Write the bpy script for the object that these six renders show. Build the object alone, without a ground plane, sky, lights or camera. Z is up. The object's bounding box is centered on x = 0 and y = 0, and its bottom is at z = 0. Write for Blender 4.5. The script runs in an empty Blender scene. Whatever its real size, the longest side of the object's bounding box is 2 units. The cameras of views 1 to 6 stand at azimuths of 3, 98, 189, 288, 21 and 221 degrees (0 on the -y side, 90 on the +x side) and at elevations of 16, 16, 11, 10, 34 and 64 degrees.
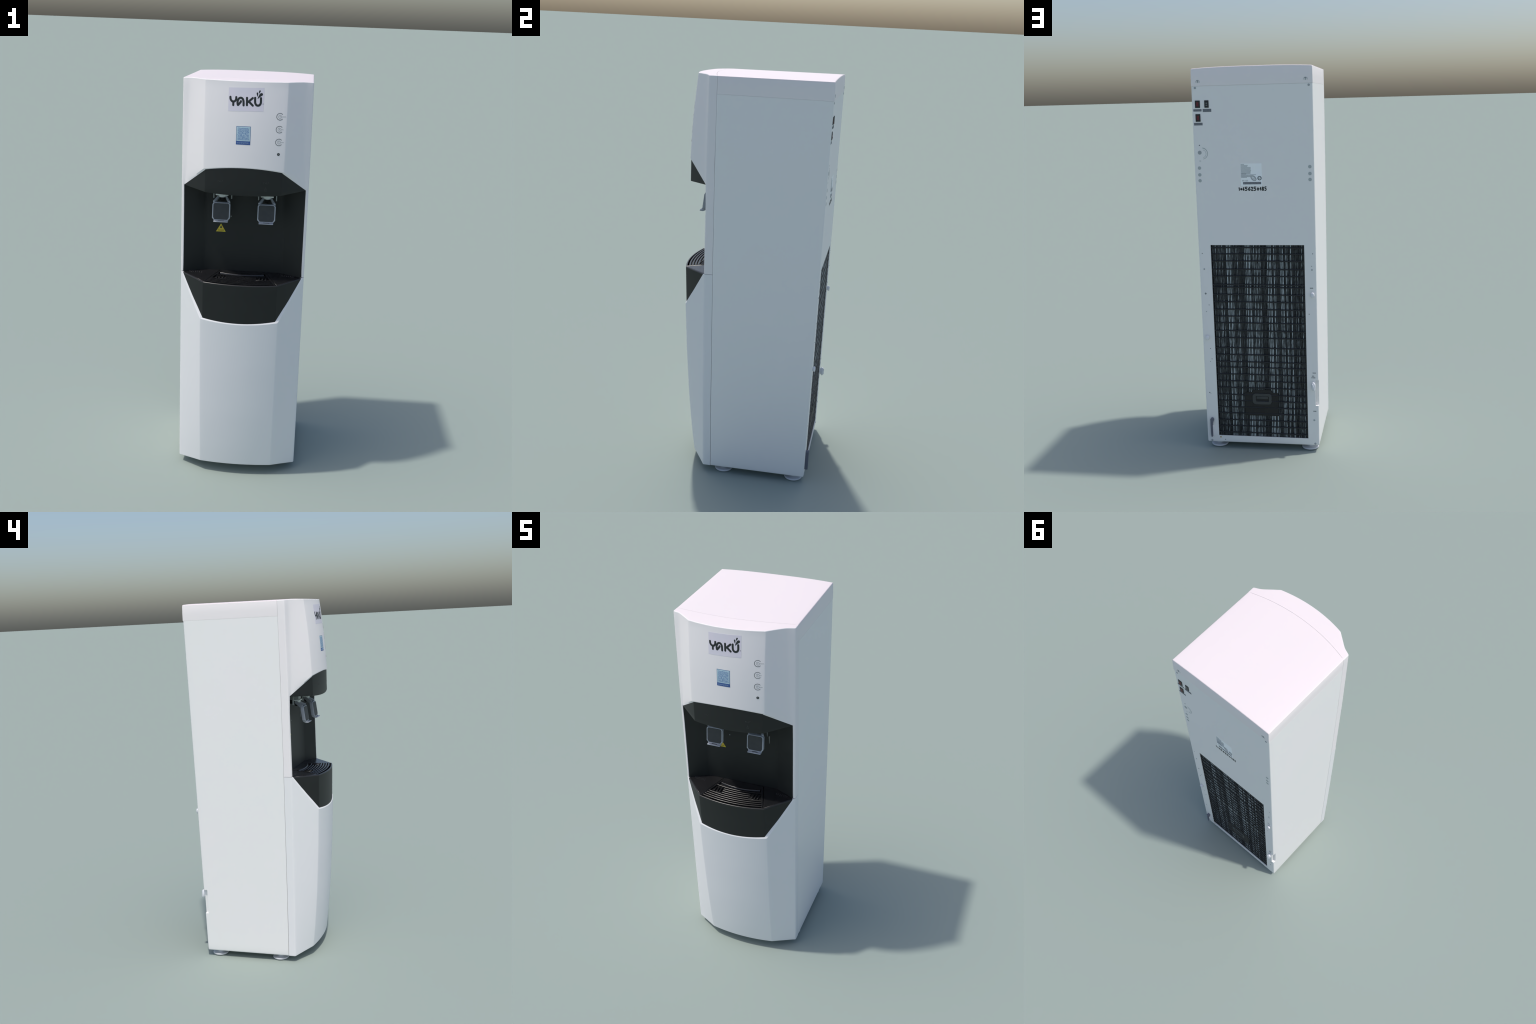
"""Floor-standing water dispenser: white cabinet, faceted white front panels,
black dispensing alcove with two lever taps, slotted drip tray, and a
condenser grille on the back."""
import bpy, math, random
from mathutils import Vector

random.seed(7)
COL = bpy.context.scene.collection


# ----------------------------------------------------------------- materials
def new_mat(name, base, rough=0.5, var=None, scale=4.0, amount=0.5, metallic=0.0,
            bump=0.0, bump_scale=120.0, coat=0.0, stretch=(1, 1, 1), spec=0.5):
    """Principled material whose colour drifts between base and var with soft noise."""
    m = bpy.data.materials.new(name)
    m.use_nodes = True
    nt = m.node_tree
    b = nt.nodes["Principled BSDF"]
    b.inputs["Roughness"].default_value = rough
    b.inputs["Metallic"].default_value = metallic
    b.inputs["Coat Weight"].default_value = coat
    b.inputs["Specular IOR Level"].default_value = spec
    tc = nt.nodes.new("ShaderNodeTexCoord")
    mp = nt.nodes.new("ShaderNodeMapping")
    mp.inputs["Scale"].default_value = stretch
    nt.links.new(tc.outputs["Object"], mp.inputs["Vector"])
    nz = nt.nodes.new("ShaderNodeTexNoise")
    nz.inputs["Scale"].default_value = scale
    nz.inputs["Detail"].default_value = 3.0
    nt.links.new(mp.outputs["Vector"], nz.inputs["Vector"])
    rp = nt.nodes.new("ShaderNodeValToRGB")
    rp.color_ramp.elements[0].position = 0.5 - 0.3 * amount
    rp.color_ramp.elements[1].position = 0.5 + 0.3 * amount
    rp.color_ramp.elements[0].color = (*base, 1)
    rp.color_ramp.elements[1].color = (*(var or base), 1)
    nt.links.new(nz.outputs["Fac"], rp.inputs["Fac"])
    nt.links.new(rp.outputs["Color"], b.inputs["Base Color"])
    if bump > 0:
        n2 = nt.nodes.new("ShaderNodeTexNoise")
        n2.inputs["Scale"].default_value = bump_scale
        n2.inputs["Detail"].default_value = 2.0
        nt.links.new(tc.outputs["Object"], n2.inputs["Vector"])
        bp = nt.nodes.new("ShaderNodeBump")
        bp.inputs["Strength"].default_value = bump
        bp.inputs["Distance"].default_value = 0.002
        nt.links.new(n2.outputs["Fac"], bp.inputs["Height"])
        nt.links.new(bp.outputs["Normal"], b.inputs["Normal"])
    return m


WHITE = new_mat("white_plastic", (0.862, 0.812, 0.818), 0.5, (0.838, 0.818, 0.806), 2.2, 0.9)
WHITELOW = new_mat("white_plastic_door", (0.822, 0.806, 0.818), 0.5, (0.806, 0.812, 0.806), 2.2, 0.9)
STEEL = new_mat("white_painted_steel", (0.868, 0.842, 0.835), 0.5, (0.845, 0.850, 0.826), 1.8, 0.9)
LIDM = new_mat("lid_plastic", (0.850, 0.756, 0.767), 0.5, (0.838, 0.760, 0.760), 2.0, 0.9)
SKIRTM = new_mat("lid_skirt_plastic", (0.868, 0.812, 0.814), 0.5, (0.850, 0.818, 0.806), 1.8, 0.9)
BLACK = new_mat("black_plastic", (0.0115, 0.0138, 0.0134), 0.50, (0.0130, 0.0150, 0.0146), 6.0, spec=0.34)
TRAYM = new_mat("tray_black_plastic", (0.010, 0.0105, 0.0115), 0.27, (0.013, 0.013, 0.014), 9.0, bump=0.10)
RIMM = new_mat("tray_rim_plastic", (0.016, 0.016, 0.017), 0.28, (0.020, 0.019, 0.019), 9.0)
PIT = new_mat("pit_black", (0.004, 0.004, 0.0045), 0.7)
GREY = new_mat("lever_grey_plastic", (0.36, 0.385, 0.43), 0.34, (0.40, 0.425, 0.46), 20.0)
PADM = new_mat("lever_pad_dark", (0.030, 0.034, 0.038), 0.55, (0.036, 0.040, 0.043), 60.0)
BRACKET = new_mat("bracket_grey", (0.34, 0.37, 0.37), 0.35)
SPOUT = new_mat("spout_pale_plastic", (0.68, 0.73, 0.72), 0.35)
YELLOW = new_mat("warning_yellow", (0.66, 0.58, 0.03), 0.5, (0.60, 0.44, 0.03), 50.0)
BROWN = new_mat("warning_print", (0.20, 0.13, 0.01), 0.6)
INK = new_mat("logo_black", (0.012, 0.016, 0.017), 0.5)
LAVENDER = new_mat("logo_sticker_film", (0.745, 0.690, 0.765), 0.5, (0.715, 0.685, 0.755), 12.0)
BLUE = new_mat("sticker_blue", (0.03, 0.085, 0.30), 0.5)
NAVYLINE = new_mat("sticker_frame_blue", (0.07, 0.16, 0.31), 0.5)
PALEBLUE = new_mat("sticker_pale_blue", (0.075, 0.18, 0.39), 0.5, (0.46, 0.60, 0.68), 300.0, 0.6)
PALE = new_mat("sticker_pale_border", (0.50, 0.66, 0.72), 0.5)
RING = new_mat("button_ring_grey", (0.13, 0.14, 0.14), 0.5)
FAINT = new_mat("button_glyph_grey", (0.40, 0.41, 0.41), 0.5)
DOT = new_mat("sensor_dark", (0.045, 0.055, 0.055), 0.4)
SWITCH = new_mat("switch_black", (0.012, 0.014, 0.016), 0.45)
RED = new_mat("switch_red", (0.16, 0.012, 0.018), 0.4, (0.10, 0.008, 0.012), 90.0)
LABELGREY = new_mat("label_grey", (0.22, 0.235, 0.26), 0.6, (0.14, 0.15, 0.17), 300.0, 0.8, stretch=(1, 1, 0.3))
PRINT = new_mat("small_print_grey", (0.40, 0.43, 0.44), 0.6, (0.33, 0.36, 0.37), 260.0)
PAPER = new_mat("rating_label_paper", (0.95, 0.98, 0.97), 0.5, (0.93, 0.96, 0.99), 18.0)
STAMP = new_mat("stamp_dark_grey", (0.16, 0.18, 0.19), 0.6)
PLUG = new_mat("plug_grey", (0.42, 0.46, 0.46), 0.5)
SCREW = new_mat("screw_grey", (0.36, 0.39, 0.40), 0.4)
PIN = new_mat("pinhole_dark", (0.12, 0.14, 0.15), 0.6)
KNOB = new_mat("knob_white", (0.76, 0.77, 0.80), 0.35)
STRAP = new_mat("cable_clip_grey", (0.13, 0.14, 0.18), 0.45)
FOOTM = new_mat("foot_pale_plastic", (0.70, 0.71, 0.74), 0.5)
BRASS = new_mat("brass_screw", (0.42, 0.30, 0.08), 0.4, metallic=0.3)
DARKPATCH = new_mat("dark_patch_black", (0.004, 0.004, 0.005), 0.6, (0.008, 0.009, 0.009), 1.0, 0.5, stretch=(330, 1, 9))
BACKFIN = new_mat("inner_fin_dark", (0.010, 0.011, 0.012), 0.5, (0.13, 0.145, 0.15), 1.0, 0.6, stretch=(90, 1, 20))
TUBE = new_mat("condenser_tube_black", (0.008, 0.009, 0.012), 0.45)
HANDLE = new_mat("handle_charcoal", (0.042, 0.046, 0.047), 0.55)
EMBOSS = new_mat("emboss_dark", (0.030, 0.033, 0.034), 0.5)


def wire_material():
    """Condenser fins: dark steel with pale fins, brightness changing from fin to
    fin and in broad upright bands."""
    m = bpy.data.materials.new("condenser_fin")
    m.use_nodes = True
    nt = m.node_tree
    b = nt.nodes["Principled BSDF"]
    b.inputs["Roughness"].default_value = 0.5
    oi = nt.nodes.new("ShaderNodeObjectInfo")
    geo = nt.nodes.new("ShaderNodeNewGeometry")
    mp = nt.nodes.new("ShaderNodeMapping")
    mp.inputs["Scale"].default_value = (34.0, 0.0, 5.0)
    nt.links.new(geo.outputs["Position"], mp.inputs["Vector"])
    nz = nt.nodes.new("ShaderNodeTexNoise")
    nz.inputs["Scale"].default_value = 1.0
    nz.inputs["Detail"].default_value = 3.0
    nt.links.new(mp.outputs["Vector"], nz.inputs["Vector"])
    mp2 = nt.nodes.new("ShaderNodeMapping")
    mp2.inputs["Scale"].default_value = (220.0, 0.0, 34.0)
    nt.links.new(geo.outputs["Position"], mp2.inputs["Vector"])
    n2 = nt.nodes.new("ShaderNodeTexNoise")
    n2.inputs["Scale"].default_value = 1.0
    n2.inputs["Detail"].default_value = 2.0
    nt.links.new(mp2.outputs["Vector"], n2.inputs["Vector"])
    a = nt.nodes.new("ShaderNodeMath"); a.operation = "MULTIPLY_ADD"
    a.inputs[1].default_value = 0.42
    nt.links.new(oi.outputs["Random"], a.inputs[0])
    a2 = nt.nodes.new("ShaderNodeMath"); a2.operation = "MULTIPLY"; a2.inputs[1].default_value = 0.46
    nt.links.new(nz.outputs["Fac"], a2.inputs[0])
    nt.links.new(a2.outputs[0], a.inputs[2])
    a3 = nt.nodes.new("ShaderNodeMath"); a3.operation = "MULTIPLY_ADD"
    a3.inputs[1].default_value = 0.74
    nt.links.new(n2.outputs["Fac"], a3.inputs[0])
    nt.links.new(a.outputs[0], a3.inputs[2])
    rp = nt.nodes.new("ShaderNodeValToRGB")
    e = rp.color_ramp.elements
    e[0].position = 0.64; e[0].color = (0.022, 0.025, 0.028, 1)
    e[1].position = 1.02; e[1].color = (0.46, 0.52, 0.54, 1)
    k = rp.color_ramp.elements.new(0.80); k.color = (0.090, 0.103, 0.108, 1)
    nt.links.new(a3.outputs[0], rp.inputs["Fac"])
    nt.links.new(rp.outputs["Color"], b.inputs["Base Color"])
    return m


FIN = wire_material()


# ------------------------------------------------------------------- helpers
def obj_from(name, verts, faces, mat, parent, smooth=35.0):
    me = bpy.data.meshes.new(name)
    me.from_pydata([tuple(v) for v in verts], [], faces)
    me.validate()
    me.update()
    if smooth:
        for p in me.polygons:
            p.use_smooth = True
        me.set_sharp_from_angle(angle=math.radians(smooth))
    me.materials.append(mat)
    o = bpy.data.objects.new(name, me)
    COL.objects.link(o)
    if parent:
        o.parent = parent
    return o


def recalc(o):
    import bmesh
    bm = bmesh.new(); bm.from_mesh(o.data)
    bmesh.ops.recalc_face_normals(bm, faces=bm.faces)
    bm.to_mesh(o.data); bm.free()
    return o


def grid_faces(nr, nc, base=0, skip=None):
    f = []
    for r in range(nr - 1):
        for c in range(nc - 1):
            if skip and skip(r, c):
                continue
            i = base + r * nc + c
            f.append((i, i + 1, i + nc + 1, i + nc))
    return f


def box(name, lo, hi, mat, parent, bev=0.0, seg=2):
    x0, y0, z0 = lo; x1, y1, z1 = hi
    v = [(x0, y0, z0), (x1, y0, z0), (x1, y1, z0), (x0, y1, z0),
         (x0, y0, z1), (x1, y0, z1), (x1, y1, z1), (x0, y1, z1)]
    f = [(0, 3, 2, 1), (4, 5, 6, 7), (0, 1, 5, 4), (1, 2, 6, 5), (2, 3, 7, 6), (3, 0, 4, 7)]
    o = obj_from(name, v, f, mat, parent, 0)
    if bev:
        bevel(o, bev, seg)
    return o


def bevel(o, w, seg=2):
    md = o.modifiers.new("bevel", "BEVEL")
    md.width = w; md.segments = seg; md.limit_method = "ANGLE"; md.angle_limit = math.radians(35)
    for p in o.data.polygons:
        p.use_smooth = True
    o.data.set_sharp_from_angle(angle=math.radians(50))


def prism(name, pts, axis_map, d0, d1, mat, parent, bev=0.0):
    """Extrude a 2D outline; axis_map(a, b, d) gives the 3D point."""
    n = len(pts)
    v = [axis_map(a, b, d0) for a, b in pts] + [axis_map(a, b, d1) for a, b in pts]
    f = [tuple(range(n - 1, -1, -1)), tuple(range(n, 2 * n))]
    f += [(i, (i + 1) % n, n + (i + 1) % n, n + i) for i in range(n)]
    o = recalc(obj_from(name, v, f, mat, parent, 0))
    if bev:
        bevel(o, bev)
    return o


def lathe(name, prof, origin, axis, mat, parent, n=32, smooth=40):
    """Turn (radius, height) profile about an axis ('y' points to +y, 'z' up)."""
    v, f = [], []
    for r, h in prof:
        for i in range(n):
            a = 2 * math.pi * i / n
            c, s = r * math.cos(a), r * math.sin(a)
            p = (c, s, h) if axis == "z" else (c, h, s)
            v.append((origin[0] + p[0], origin[1] + p[1], origin[2] + p[2]))
    m = len(prof)
    for j in range(m - 1):
        for i in range(n):
            k = (i + 1) % n
            f.append((j * n + i, j * n + k, (j + 1) * n + k, (j + 1) * n + i))
    f.append(tuple(range(n - 1, -1, -1)))
    f.append(tuple((m - 1) * n + i for i in range(n)))
    return recalc(obj_from(name, v, f, mat, parent, smooth))


def lerp_table(t, z):
    if z <= t[0][0]:
        return t[0][1]
    for (a, va), (b, vb) in zip(t, t[1:]):
        if z <= b:
            return va + (vb - va) * (z - a) / (b - a)
    return t[-1][1]


# ------------------------------------------------- overall shape of the thing
HALF = 0.300                                   # half width
TAB_SEAM = [(0.03, -0.151), (0.377, -0.158), (0.742, -0.164), (1.1, -0.170), (1.58, -0.175), (2.0, -0.175)]
TAB_KNEE = [(0.03, -0.189), (0.453, -0.200), (0.876, -0.207), (1.118, -0.210), (1.5, -0.2135), (2.0, -0.213)]
TAB_EDGE = [(0.03, -0.262), (0.05, -0.265), (0.15, -0.278), (0.259, -0.2895), (0.36, -0.299), (0.475, -0.307),
            (0.60, -0.3155), (0.736, -0.3225), (0.86, -0.328), (1.05, -0.333), (1.30, -0.326), (1.48, -0.319),
            (1.60, -0.3185), (1.68, -0.3155), (1.75, -0.312), (1.83, -0.306), (1.91, -0.298), (1.99, -0.289)]
TAB_EDGEX = [(0.05, 0.182), (0.5, 0.186), (0.86, 0.188), (1.6, 0.1865), (1.99, 0.188)]
TAB_BULGE = [(0.05, 0.021), (0.5, 0.024), (0.86, 0.025), (1.6, 0.0265), (1.99, 0.025)]
TAB_BENDX = [(1.49, 0.283), (1.62, 0.274), (1.75, 0.269), (1.99, 0.262)]
TAB_BENDY = [(1.42, -0.2170), (1.47, -0.2180), (1.49, -0.2225), (1.62, -0.2310), (1.75, -0.2312), (1.99, -0.2290)]


TAB_HALF = [(0.03, 0.3016), (0.30, 0.3022), (1.60, 0.3022), (1.90, 0.3012), (2.0, 0.3003)]


def half_w(z):
    return lerp_table(TAB_HALF, z)


def back_y(z):
    return 0.330 + 0.0117 * z


def top_z(x, y):
    v = min(max((y + 0.213) / 0.565, 0.0), 1.0)
    d = min(max((y + 0.318) / 0.10, 0.0), 1.0)
    return 1.9895 + 0.0037 * v + 0.0068 * (1 - min(1.0, abs(x / HALF)) ** 3) * d


def lid_seam_y(x):
    return -0.175 - 0.045 * (1 - (x / HALF) ** 2)


def front_y(x, z):
    xe = lerp_table(TAB_EDGEX, z)
    return lerp_table(TAB_EDGE, z) - lerp_table(TAB_BULGE, z) * (1 - (x / xe) ** 2)


def corner(p, c, q, r, n):
    """n+1 points rounding corner c between neighbours p and q."""
    p, c, q = Vector(p), Vector(c), Vector(q)
    a, b = p - c, q - c
    a = c + a.normalized() * min(r, 0.45 * a.length)
    b = c + b.normalized() * min(r, 0.45 * b.length)
    out = []
    for i in range(n + 1):
        t = i / n
        out.append(a * (1 - t) ** 2 + c * 2 * t * (1 - t) + b * t * t)
    return out


def arc_points(F, bulge, n):
    """Right-half arc points from F (exclusive) to the middle (inclusive)."""
    return [Vector((F[0] * (1 - i / n), F[1] - bulge * (1 - (1 - i / n) ** 2))) for i in range(1, n + 1)]


def mirror_path(half):
    return half + [Vector((-p.x, p.y)) for p in reversed(half[:-1])]


STRIP_X = 0.2905


def panel_section(z, upper):
    """Cross-section of the white front skin at height z; a fixed number of
    columns, running from the right seam round to the left seam."""
    S = Vector((half_w(z), lerp_table(TAB_SEAM, z) - 0.0003 - 0.0004 * max(0.0, 2.0 - z)))
    K = Vector((half_w(z), lerp_table(TAB_KNEE, z)))
    F = Vector((lerp_table(TAB_EDGEX, z), lerp_table(TAB_EDGE, z)))
    b = lerp_table(TAB_BULGE, z)
    if upper:
        C = Vector((lerp_table(TAB_BENDX, z), lerp_table(TAB_BENDY, z)))
    else:
        C = K.lerp(F, 0.35)
    arc = arc_points(F, b, 10)
    kc = corner(S, K, C, 0.006, 4)
    t = (K.x - STRIP_X) / (K.x - C.x)
    strip = K.lerp(C, t)
    cf = corner(strip, C, F, 0.022 if upper else 0.01, 6)
    ff = corner(C, F, arc[0], 0.0035, 3)
    half = [Vector((S.x - 0.008, S.y)), S] + kc + [strip] + cf + [C.lerp(F, 0.6)] + ff + arc
    return mirror_path(half)


NHALF = len(panel_section(1.7, True)) // 2          # index of the middle column
STRIP_I = 2 + 5
NCOL = 2 * NHALF + 1


def col_normals(sec):
    out = []
    for i in range(len(sec)):
        a, b = sec[max(i - 1, 0)], sec[min(i + 1, len(sec) - 1)]
        t = (b - a).normalized()
        out.append(Vector((-t.y, t.x)) if True else None)
    # path runs right -> front -> left, so the inward side is to its right/back
    mid = len(sec) // 2
    if out[mid].y < 0:
        out = [-n for n in out]
    out[0] = out[1] = Vector((-1, 0)); out[-1] = out[-2] = Vector((1, 0))
    return out


# ------------------------------------------------------------------ top level
root = bpy.data.objects.new("water_dispenser", None)
COL.objects.link(root)
root["label"] = "tall white floor-standing water dispenser with black dispensing alcove"
root["category"] = "water dispenser"


# ----------------------------------------------------------- cabinet (U shell)
HOLE = (-0.243, 0.2395, 0.0715, 1.1125)          # grille opening x0, x1, z0, z1
NOTCH = (0.314, -0.286, 0.257, 0.397)            # side start y, back end x, z0, z1


def build_cabinet():
    zs = [0.0345, 0.0355, 0.038, 0.042, HOLE[2], 0.15, NOTCH[2], 0.33, NOTCH[3], 0.5, 0.65, 0.8, 0.95,
          HOLE[3], 1.3, 1.5, 1.7, 1.9086]
    inset = {0: 0.0045, 1: 0.0020, 2: 0.0006}
    verts = []
    cols = None
    for r, z in enumerate(zs):
        d = inset.get(r, 0.0)
        ys, yb, h = lerp_table(TAB_SEAM, z) + 0.0003 + 0.0003 * max(0.0, 2.0 - z), back_y(z) - d, half_w(z) - d
        rt = [Vector((h, ys)), Vector((h, 0.1)), Vector((h, NOTCH[0]))]
        rt += corner((h, ys), (h, yb), (0, yb), 0.005, 4)
        rt += [Vector((-NOTCH[1], yb)), Vector((HOLE[1], yb))]
        lt = [Vector((-h, ys)), Vector((-h, 0.1)), Vector((-h, NOTCH[0]))]
        lt += corner((-h, ys), (-h, yb), (0, yb), 0.005, 4)
        lt += [Vector((NOTCH[1], yb)), Vector((HOLE[0], yb))]
        path = rt + [Vector((0, yb))] + lt[::-1]
        cols = len(path)
        verts += [(p.x, p.y, z) for p in path]
    h0 = len(rt) - 1                                  # hole right column
    h1 = h0 + 2                                       # hole left column
    n0 = h1 + 1                                       # notch back column (left)
    n1 = cols - 3                                     # notch side column (left)
    zi = {z: i for i, z in enumerate(zs)}

    def skip(r, c):
        if h0 <= c < h1 and zi[HOLE[2]] <= r < zi[HOLE[3]]:
            return True
        return n0 <= c < n1 and zi[NOTCH[2]] <= r < zi[NOTCH[3]]
    o = obj_from("cabinet", verts, grid_faces(len(zs), cols, 0, skip), STEEL, root, 30)
    recalc_out(o)
    md = o.modifiers.new("thickness", "SOLIDIFY")
    md.thickness = 0.0045; md.offset = -1
    es = o.modifiers.new("crisp_rims", "EDGE_SPLIT")
    es.split_angle = math.radians(32)
    return o


def recalc_out(o):
    """Make an open shell's faces point away from the vertical axis."""
    me = o.data
    flips = 0
    for p in me.polygons:
        c = p.center
        flips += 1 if (p.normal.x * c.x + p.normal.y * c.y) < 0 else -1
    if flips > 0:
        me.flip_normals()


cabinet = build_cabinet()
# liner of the notch cut into the rear corner
verts = []
for z in (0.2565, 0.3975):
    verts += [(-0.2990, 0.3135, z), (-0.2855, 0.3135, z), (-0.2855, back_y(z) - 0.001, z), (-0.2990, back_y(z) - 0.006, z)]
obj_from("corner_recess", verts, [(0, 1, 5, 4), (1, 2, 6, 5), (0, 3, 2, 1), (4, 5, 6, 7)], STEEL, cabinet, 0)


def base_plate():
    v = []
    z = 0.0385
    sec = panel_section(0.05, False)[1:-1]
    ns = col_normals(panel_section(0.05, False))[1:-1]
    pts = [(p.x + n.x * 0.006, p.y + n.y * 0.006) for p, n in zip(sec, ns)]
    pts += [(-0.295, back_y(z) - 0.006), (0.295, back_y(z) - 0.006)]
    v = [(a, b, z + (0.014 if b < -0.2 else 0.0)) for a, b in pts]
    o = obj_from("base_plate", v, [tuple(range(len(v)))], STEEL, root, 0)
    return o


base_plate()


# ------------------------------------------------------------------------ lid
def build_lid():
    r = 0.0042
    xs = [0, 0.0006, 0.0013, 0.0022, 0.0032, 0.0042, 0.02]
    us = [-HALF + a for a in xs] + [-0.24 + 0.04 * i for i in range(13)] + [HALF - a for a in reversed(xs)]
    yback = 0.3525
    back = [0.02, 0.0042, 0.0032, 0.0022, 0.0013, 0.0006, 0]
    nv = 8
    verts = []
    rows = 0
    grid = []
    for k in range(nv + len(back)):
        row = []
        for x in us:
            y0 = lid_seam_y(x) + 0.0004
            if k < nv:
                y = y0 + (yback - 0.03 - y0) * k / (nv - 1)
            else:
                y = yback - back[k - nv]
            e1 = HALF - abs(x); e2 = yback - y
            z = top_z(x, y)
            for e in (e1, e2):
                if e < r:
                    z -= r - math.sqrt(max(r * r - (r - e) ** 2, 0))
            row.append((x, y, z))
        grid.append(row)
    nc = len(us); nr = len(grid)
    verts = [p for row in grid for p in row]
    faces = grid_faces(nr, nc)
    # skirt round the sides and back, slightly proud of the cabinet at the back
    border = [i * nc for i in range(nr)] + [(nr - 1) * nc + j for j in range(1, nc)] + \
             [i * nc + nc - 1 for i in range(nr - 2, -1, -1)]
    prev = border
    for z, dy, dx in ((1.945, 0.0012, 0.0006), (1.913, 0.0012, 0.0011), (1.9090, 0.0008, 0.0010), (1.9093, -0.005, -0.005)):
        cur = []
        for i in border:
            x, y, _ = verts[i]
            s = 1 if x > 0 else -1
            cur.append(len(verts))
            wx = abs(x) / HALF
            verts.append((x + s * dx * (wx > 0.99), y + dy * (y > 0.2), z))
        faces += [(prev[k], prev[k + 1], cur[k + 1], cur[k]) for k in range(len(border) - 1)]
        prev = cur
    # short front return down the seam
    fr = [j for j in range(nc)]
    cur = []
    for j in fr:
        x, y, z = verts[j]
        cur.append(len(verts)); verts.append((x * 0.985, y + 0.001, z - 0.012))
    faces += [(fr[k + 1], fr[k], cur[k], cur[k + 1]) for k in range(nc - 1)]
    o = recalc(obj_from("lid", verts, faces, LIDM, root, 40))
    o.data.materials.append(SKIRTM)
    for p in o.data.polygons:
        if p.center.z < 1.9805:
            p.material_index = 1
    return o


lid = build_lid()


# ------------------------------------------------------- white front panels
def lip_inner(p, j, xe, side, edge, bulge, z_side, z_edge, z_mid):
    """Inner edge of the chamfered lip: it runs along the black part's surface."""
    x = abs(p.x)
    if x > xe:
        t = min(1.0, max(0.0, (STRIP_X - x) / (STRIP_X - xe)))
        return Vector((math.copysign(side[0] + (edge[0] - side[0]) * t, p.x), side[1] + (edge[1] - side[1]) * t)), z_side + (z_edge - z_side) * t
    u = x / xe
    return Vector((math.copysign(u * edge[0], p.x), edge[1] + 0.0016 - bulge * (1 - u * u))), z_edge + z_mid * (1 - u * u)


def build_upper_panel():
    ref = panel_section(1.55, True)

    def low(i):
        x = abs(ref[i].x)
        xe = 0.1865
        if x > xe:
            return 1.4905 + (1.5885 - 1.4905) * max(0.0, 0.2985 - x) / (0.2985 - xe)
        return 1.5885 + 0.0175 * (1 - (x / xe) ** 2)
    r = 0.0035
    tops = []
    s2 = panel_section(1.986, True)
    for p in s2:
        tops.append(top_z(p.x, p.y))
    rows = []
    NR = 14
    lows = [low(i) for i in range(NCOL)]
    # lip: deep return, inner edge, then the outer skin upwards
    ns = col_normals(ref)

    def pt(i, z):
        return panel_section(z, True)[i]
    lipdeep, lipin = [], []
    for i in range(NCOL):
        j = min(i, NCOL - 1 - i)
        p = pt(i, lows[i])
        q, zi_ = lip_inner(p, j, 0.1865, (0.2898, -0.2168), (0.178, -0.3182), 0.0255, 1.4895, 1.5835, 0.0180)
        lipin.append((q.x, q.y, zi_))
        q2 = q + ns[i] * (0.018 if j > STRIP_I else 0.006 if j == STRIP_I else 0.0)
        lipdeep.append((q2.x, q2.y, zi_ - 0.001))
    verts = lipdeep + lipin
    faces = []
    for k in range(NR + 1):
        t = k / NR
        for i in range(NCOL):
            z = lows[i] + (tops[i] - r - lows[i]) * t
            p = pt(i, z)
            verts.append((p.x, p.y, z))
    # rounded top edge, then the top strip back to the lid seam
    nt_ = col_normals(s2)
    nf = 6
    for k in range(1, nf + 1):
        a = math.pi / 2 * k / nf
        for i in range(NCOL):
            p = s2[i] + nt_[i] * (r * (1 - math.cos(a)))
            verts.append((p.x, p.y, tops[i] - r + r * math.sin(a)))
    for k in range(1, 5):
        t = k / 4
        for i in range(NCOL):
            p = s2[i] + nt_[i] * r
            qy = lid_seam_y(p.x) - 0.0004
            y = p.y + (qy - p.y) * t
            z = top_z(p.x, y)
            verts.append((p.x, y, z))
    for i in range(NCOL):
        x, y, z = verts[-NCOL]
        verts.append((x, y, z - 0.010))
    nr = len(verts) // NCOL
    jskip = STRIP_I

    def skip(rr, c):
        return rr < 2 and (c < jskip or c >= NCOL - 1 - jskip)
    faces = grid_faces(nr, NCOL, 0, skip)
    # narrow strips running down both sides of the alcove
    for side in (0, 1):
        base = len(verts)
        zs = [1.4905, 1.488, 1.40, 1.30, 1.20, 1.12, 1.0585]
        idx = list(range(STRIP_I + 1)) if side == 0 else list(range(NCOL - 1, NCOL - 2 - STRIP_I, -1))
        for z in zs:
            sec = panel_section(z, True)
            for i in idx:
                zz = lows[i] if z == zs[0] else z
                verts.append((panel_section(zz, True)[i].x, panel_section(zz, True)[i].y, zz))
            # inner return of the strip edge
            s = 1 if side == 0 else -1
            p = sec[idx[-1]]
            verts.append((p.x - s * 0.0015, p.y + 0.001, z))
            verts.append((p.x - s * 0.0008, p.y + 0.0030, z))
        w = len(idx) + 2
        for a in range(len(zs) - 1):
            for b in range(w - 1):
                i = base + a * w + b
                faces.append((i, i + 1, i + w + 1, i + w) if side == 0 else (i + 1, i, i + w, i + w + 1))
    o = obj_from("control_panel", verts, faces, WHITE, root, 17)
    o.data.materials.append(LIDM)
    merge(o)
    recalc(o)
    for p in o.data.polygons:                      # upward faces of the top strip take the pinker tint
        if p.normal.z > 0.93 and p.center.z > 1.95:
            p.material_index = 1
    return o


def merge(o, d=0.00005):
    import bmesh
    bm = bmesh.new(); bm.from_mesh(o.data)
    bmesh.ops.remove_doubles(bm, verts=bm.verts, dist=d)
    bm.to_mesh(o.data); bm.free()


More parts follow.
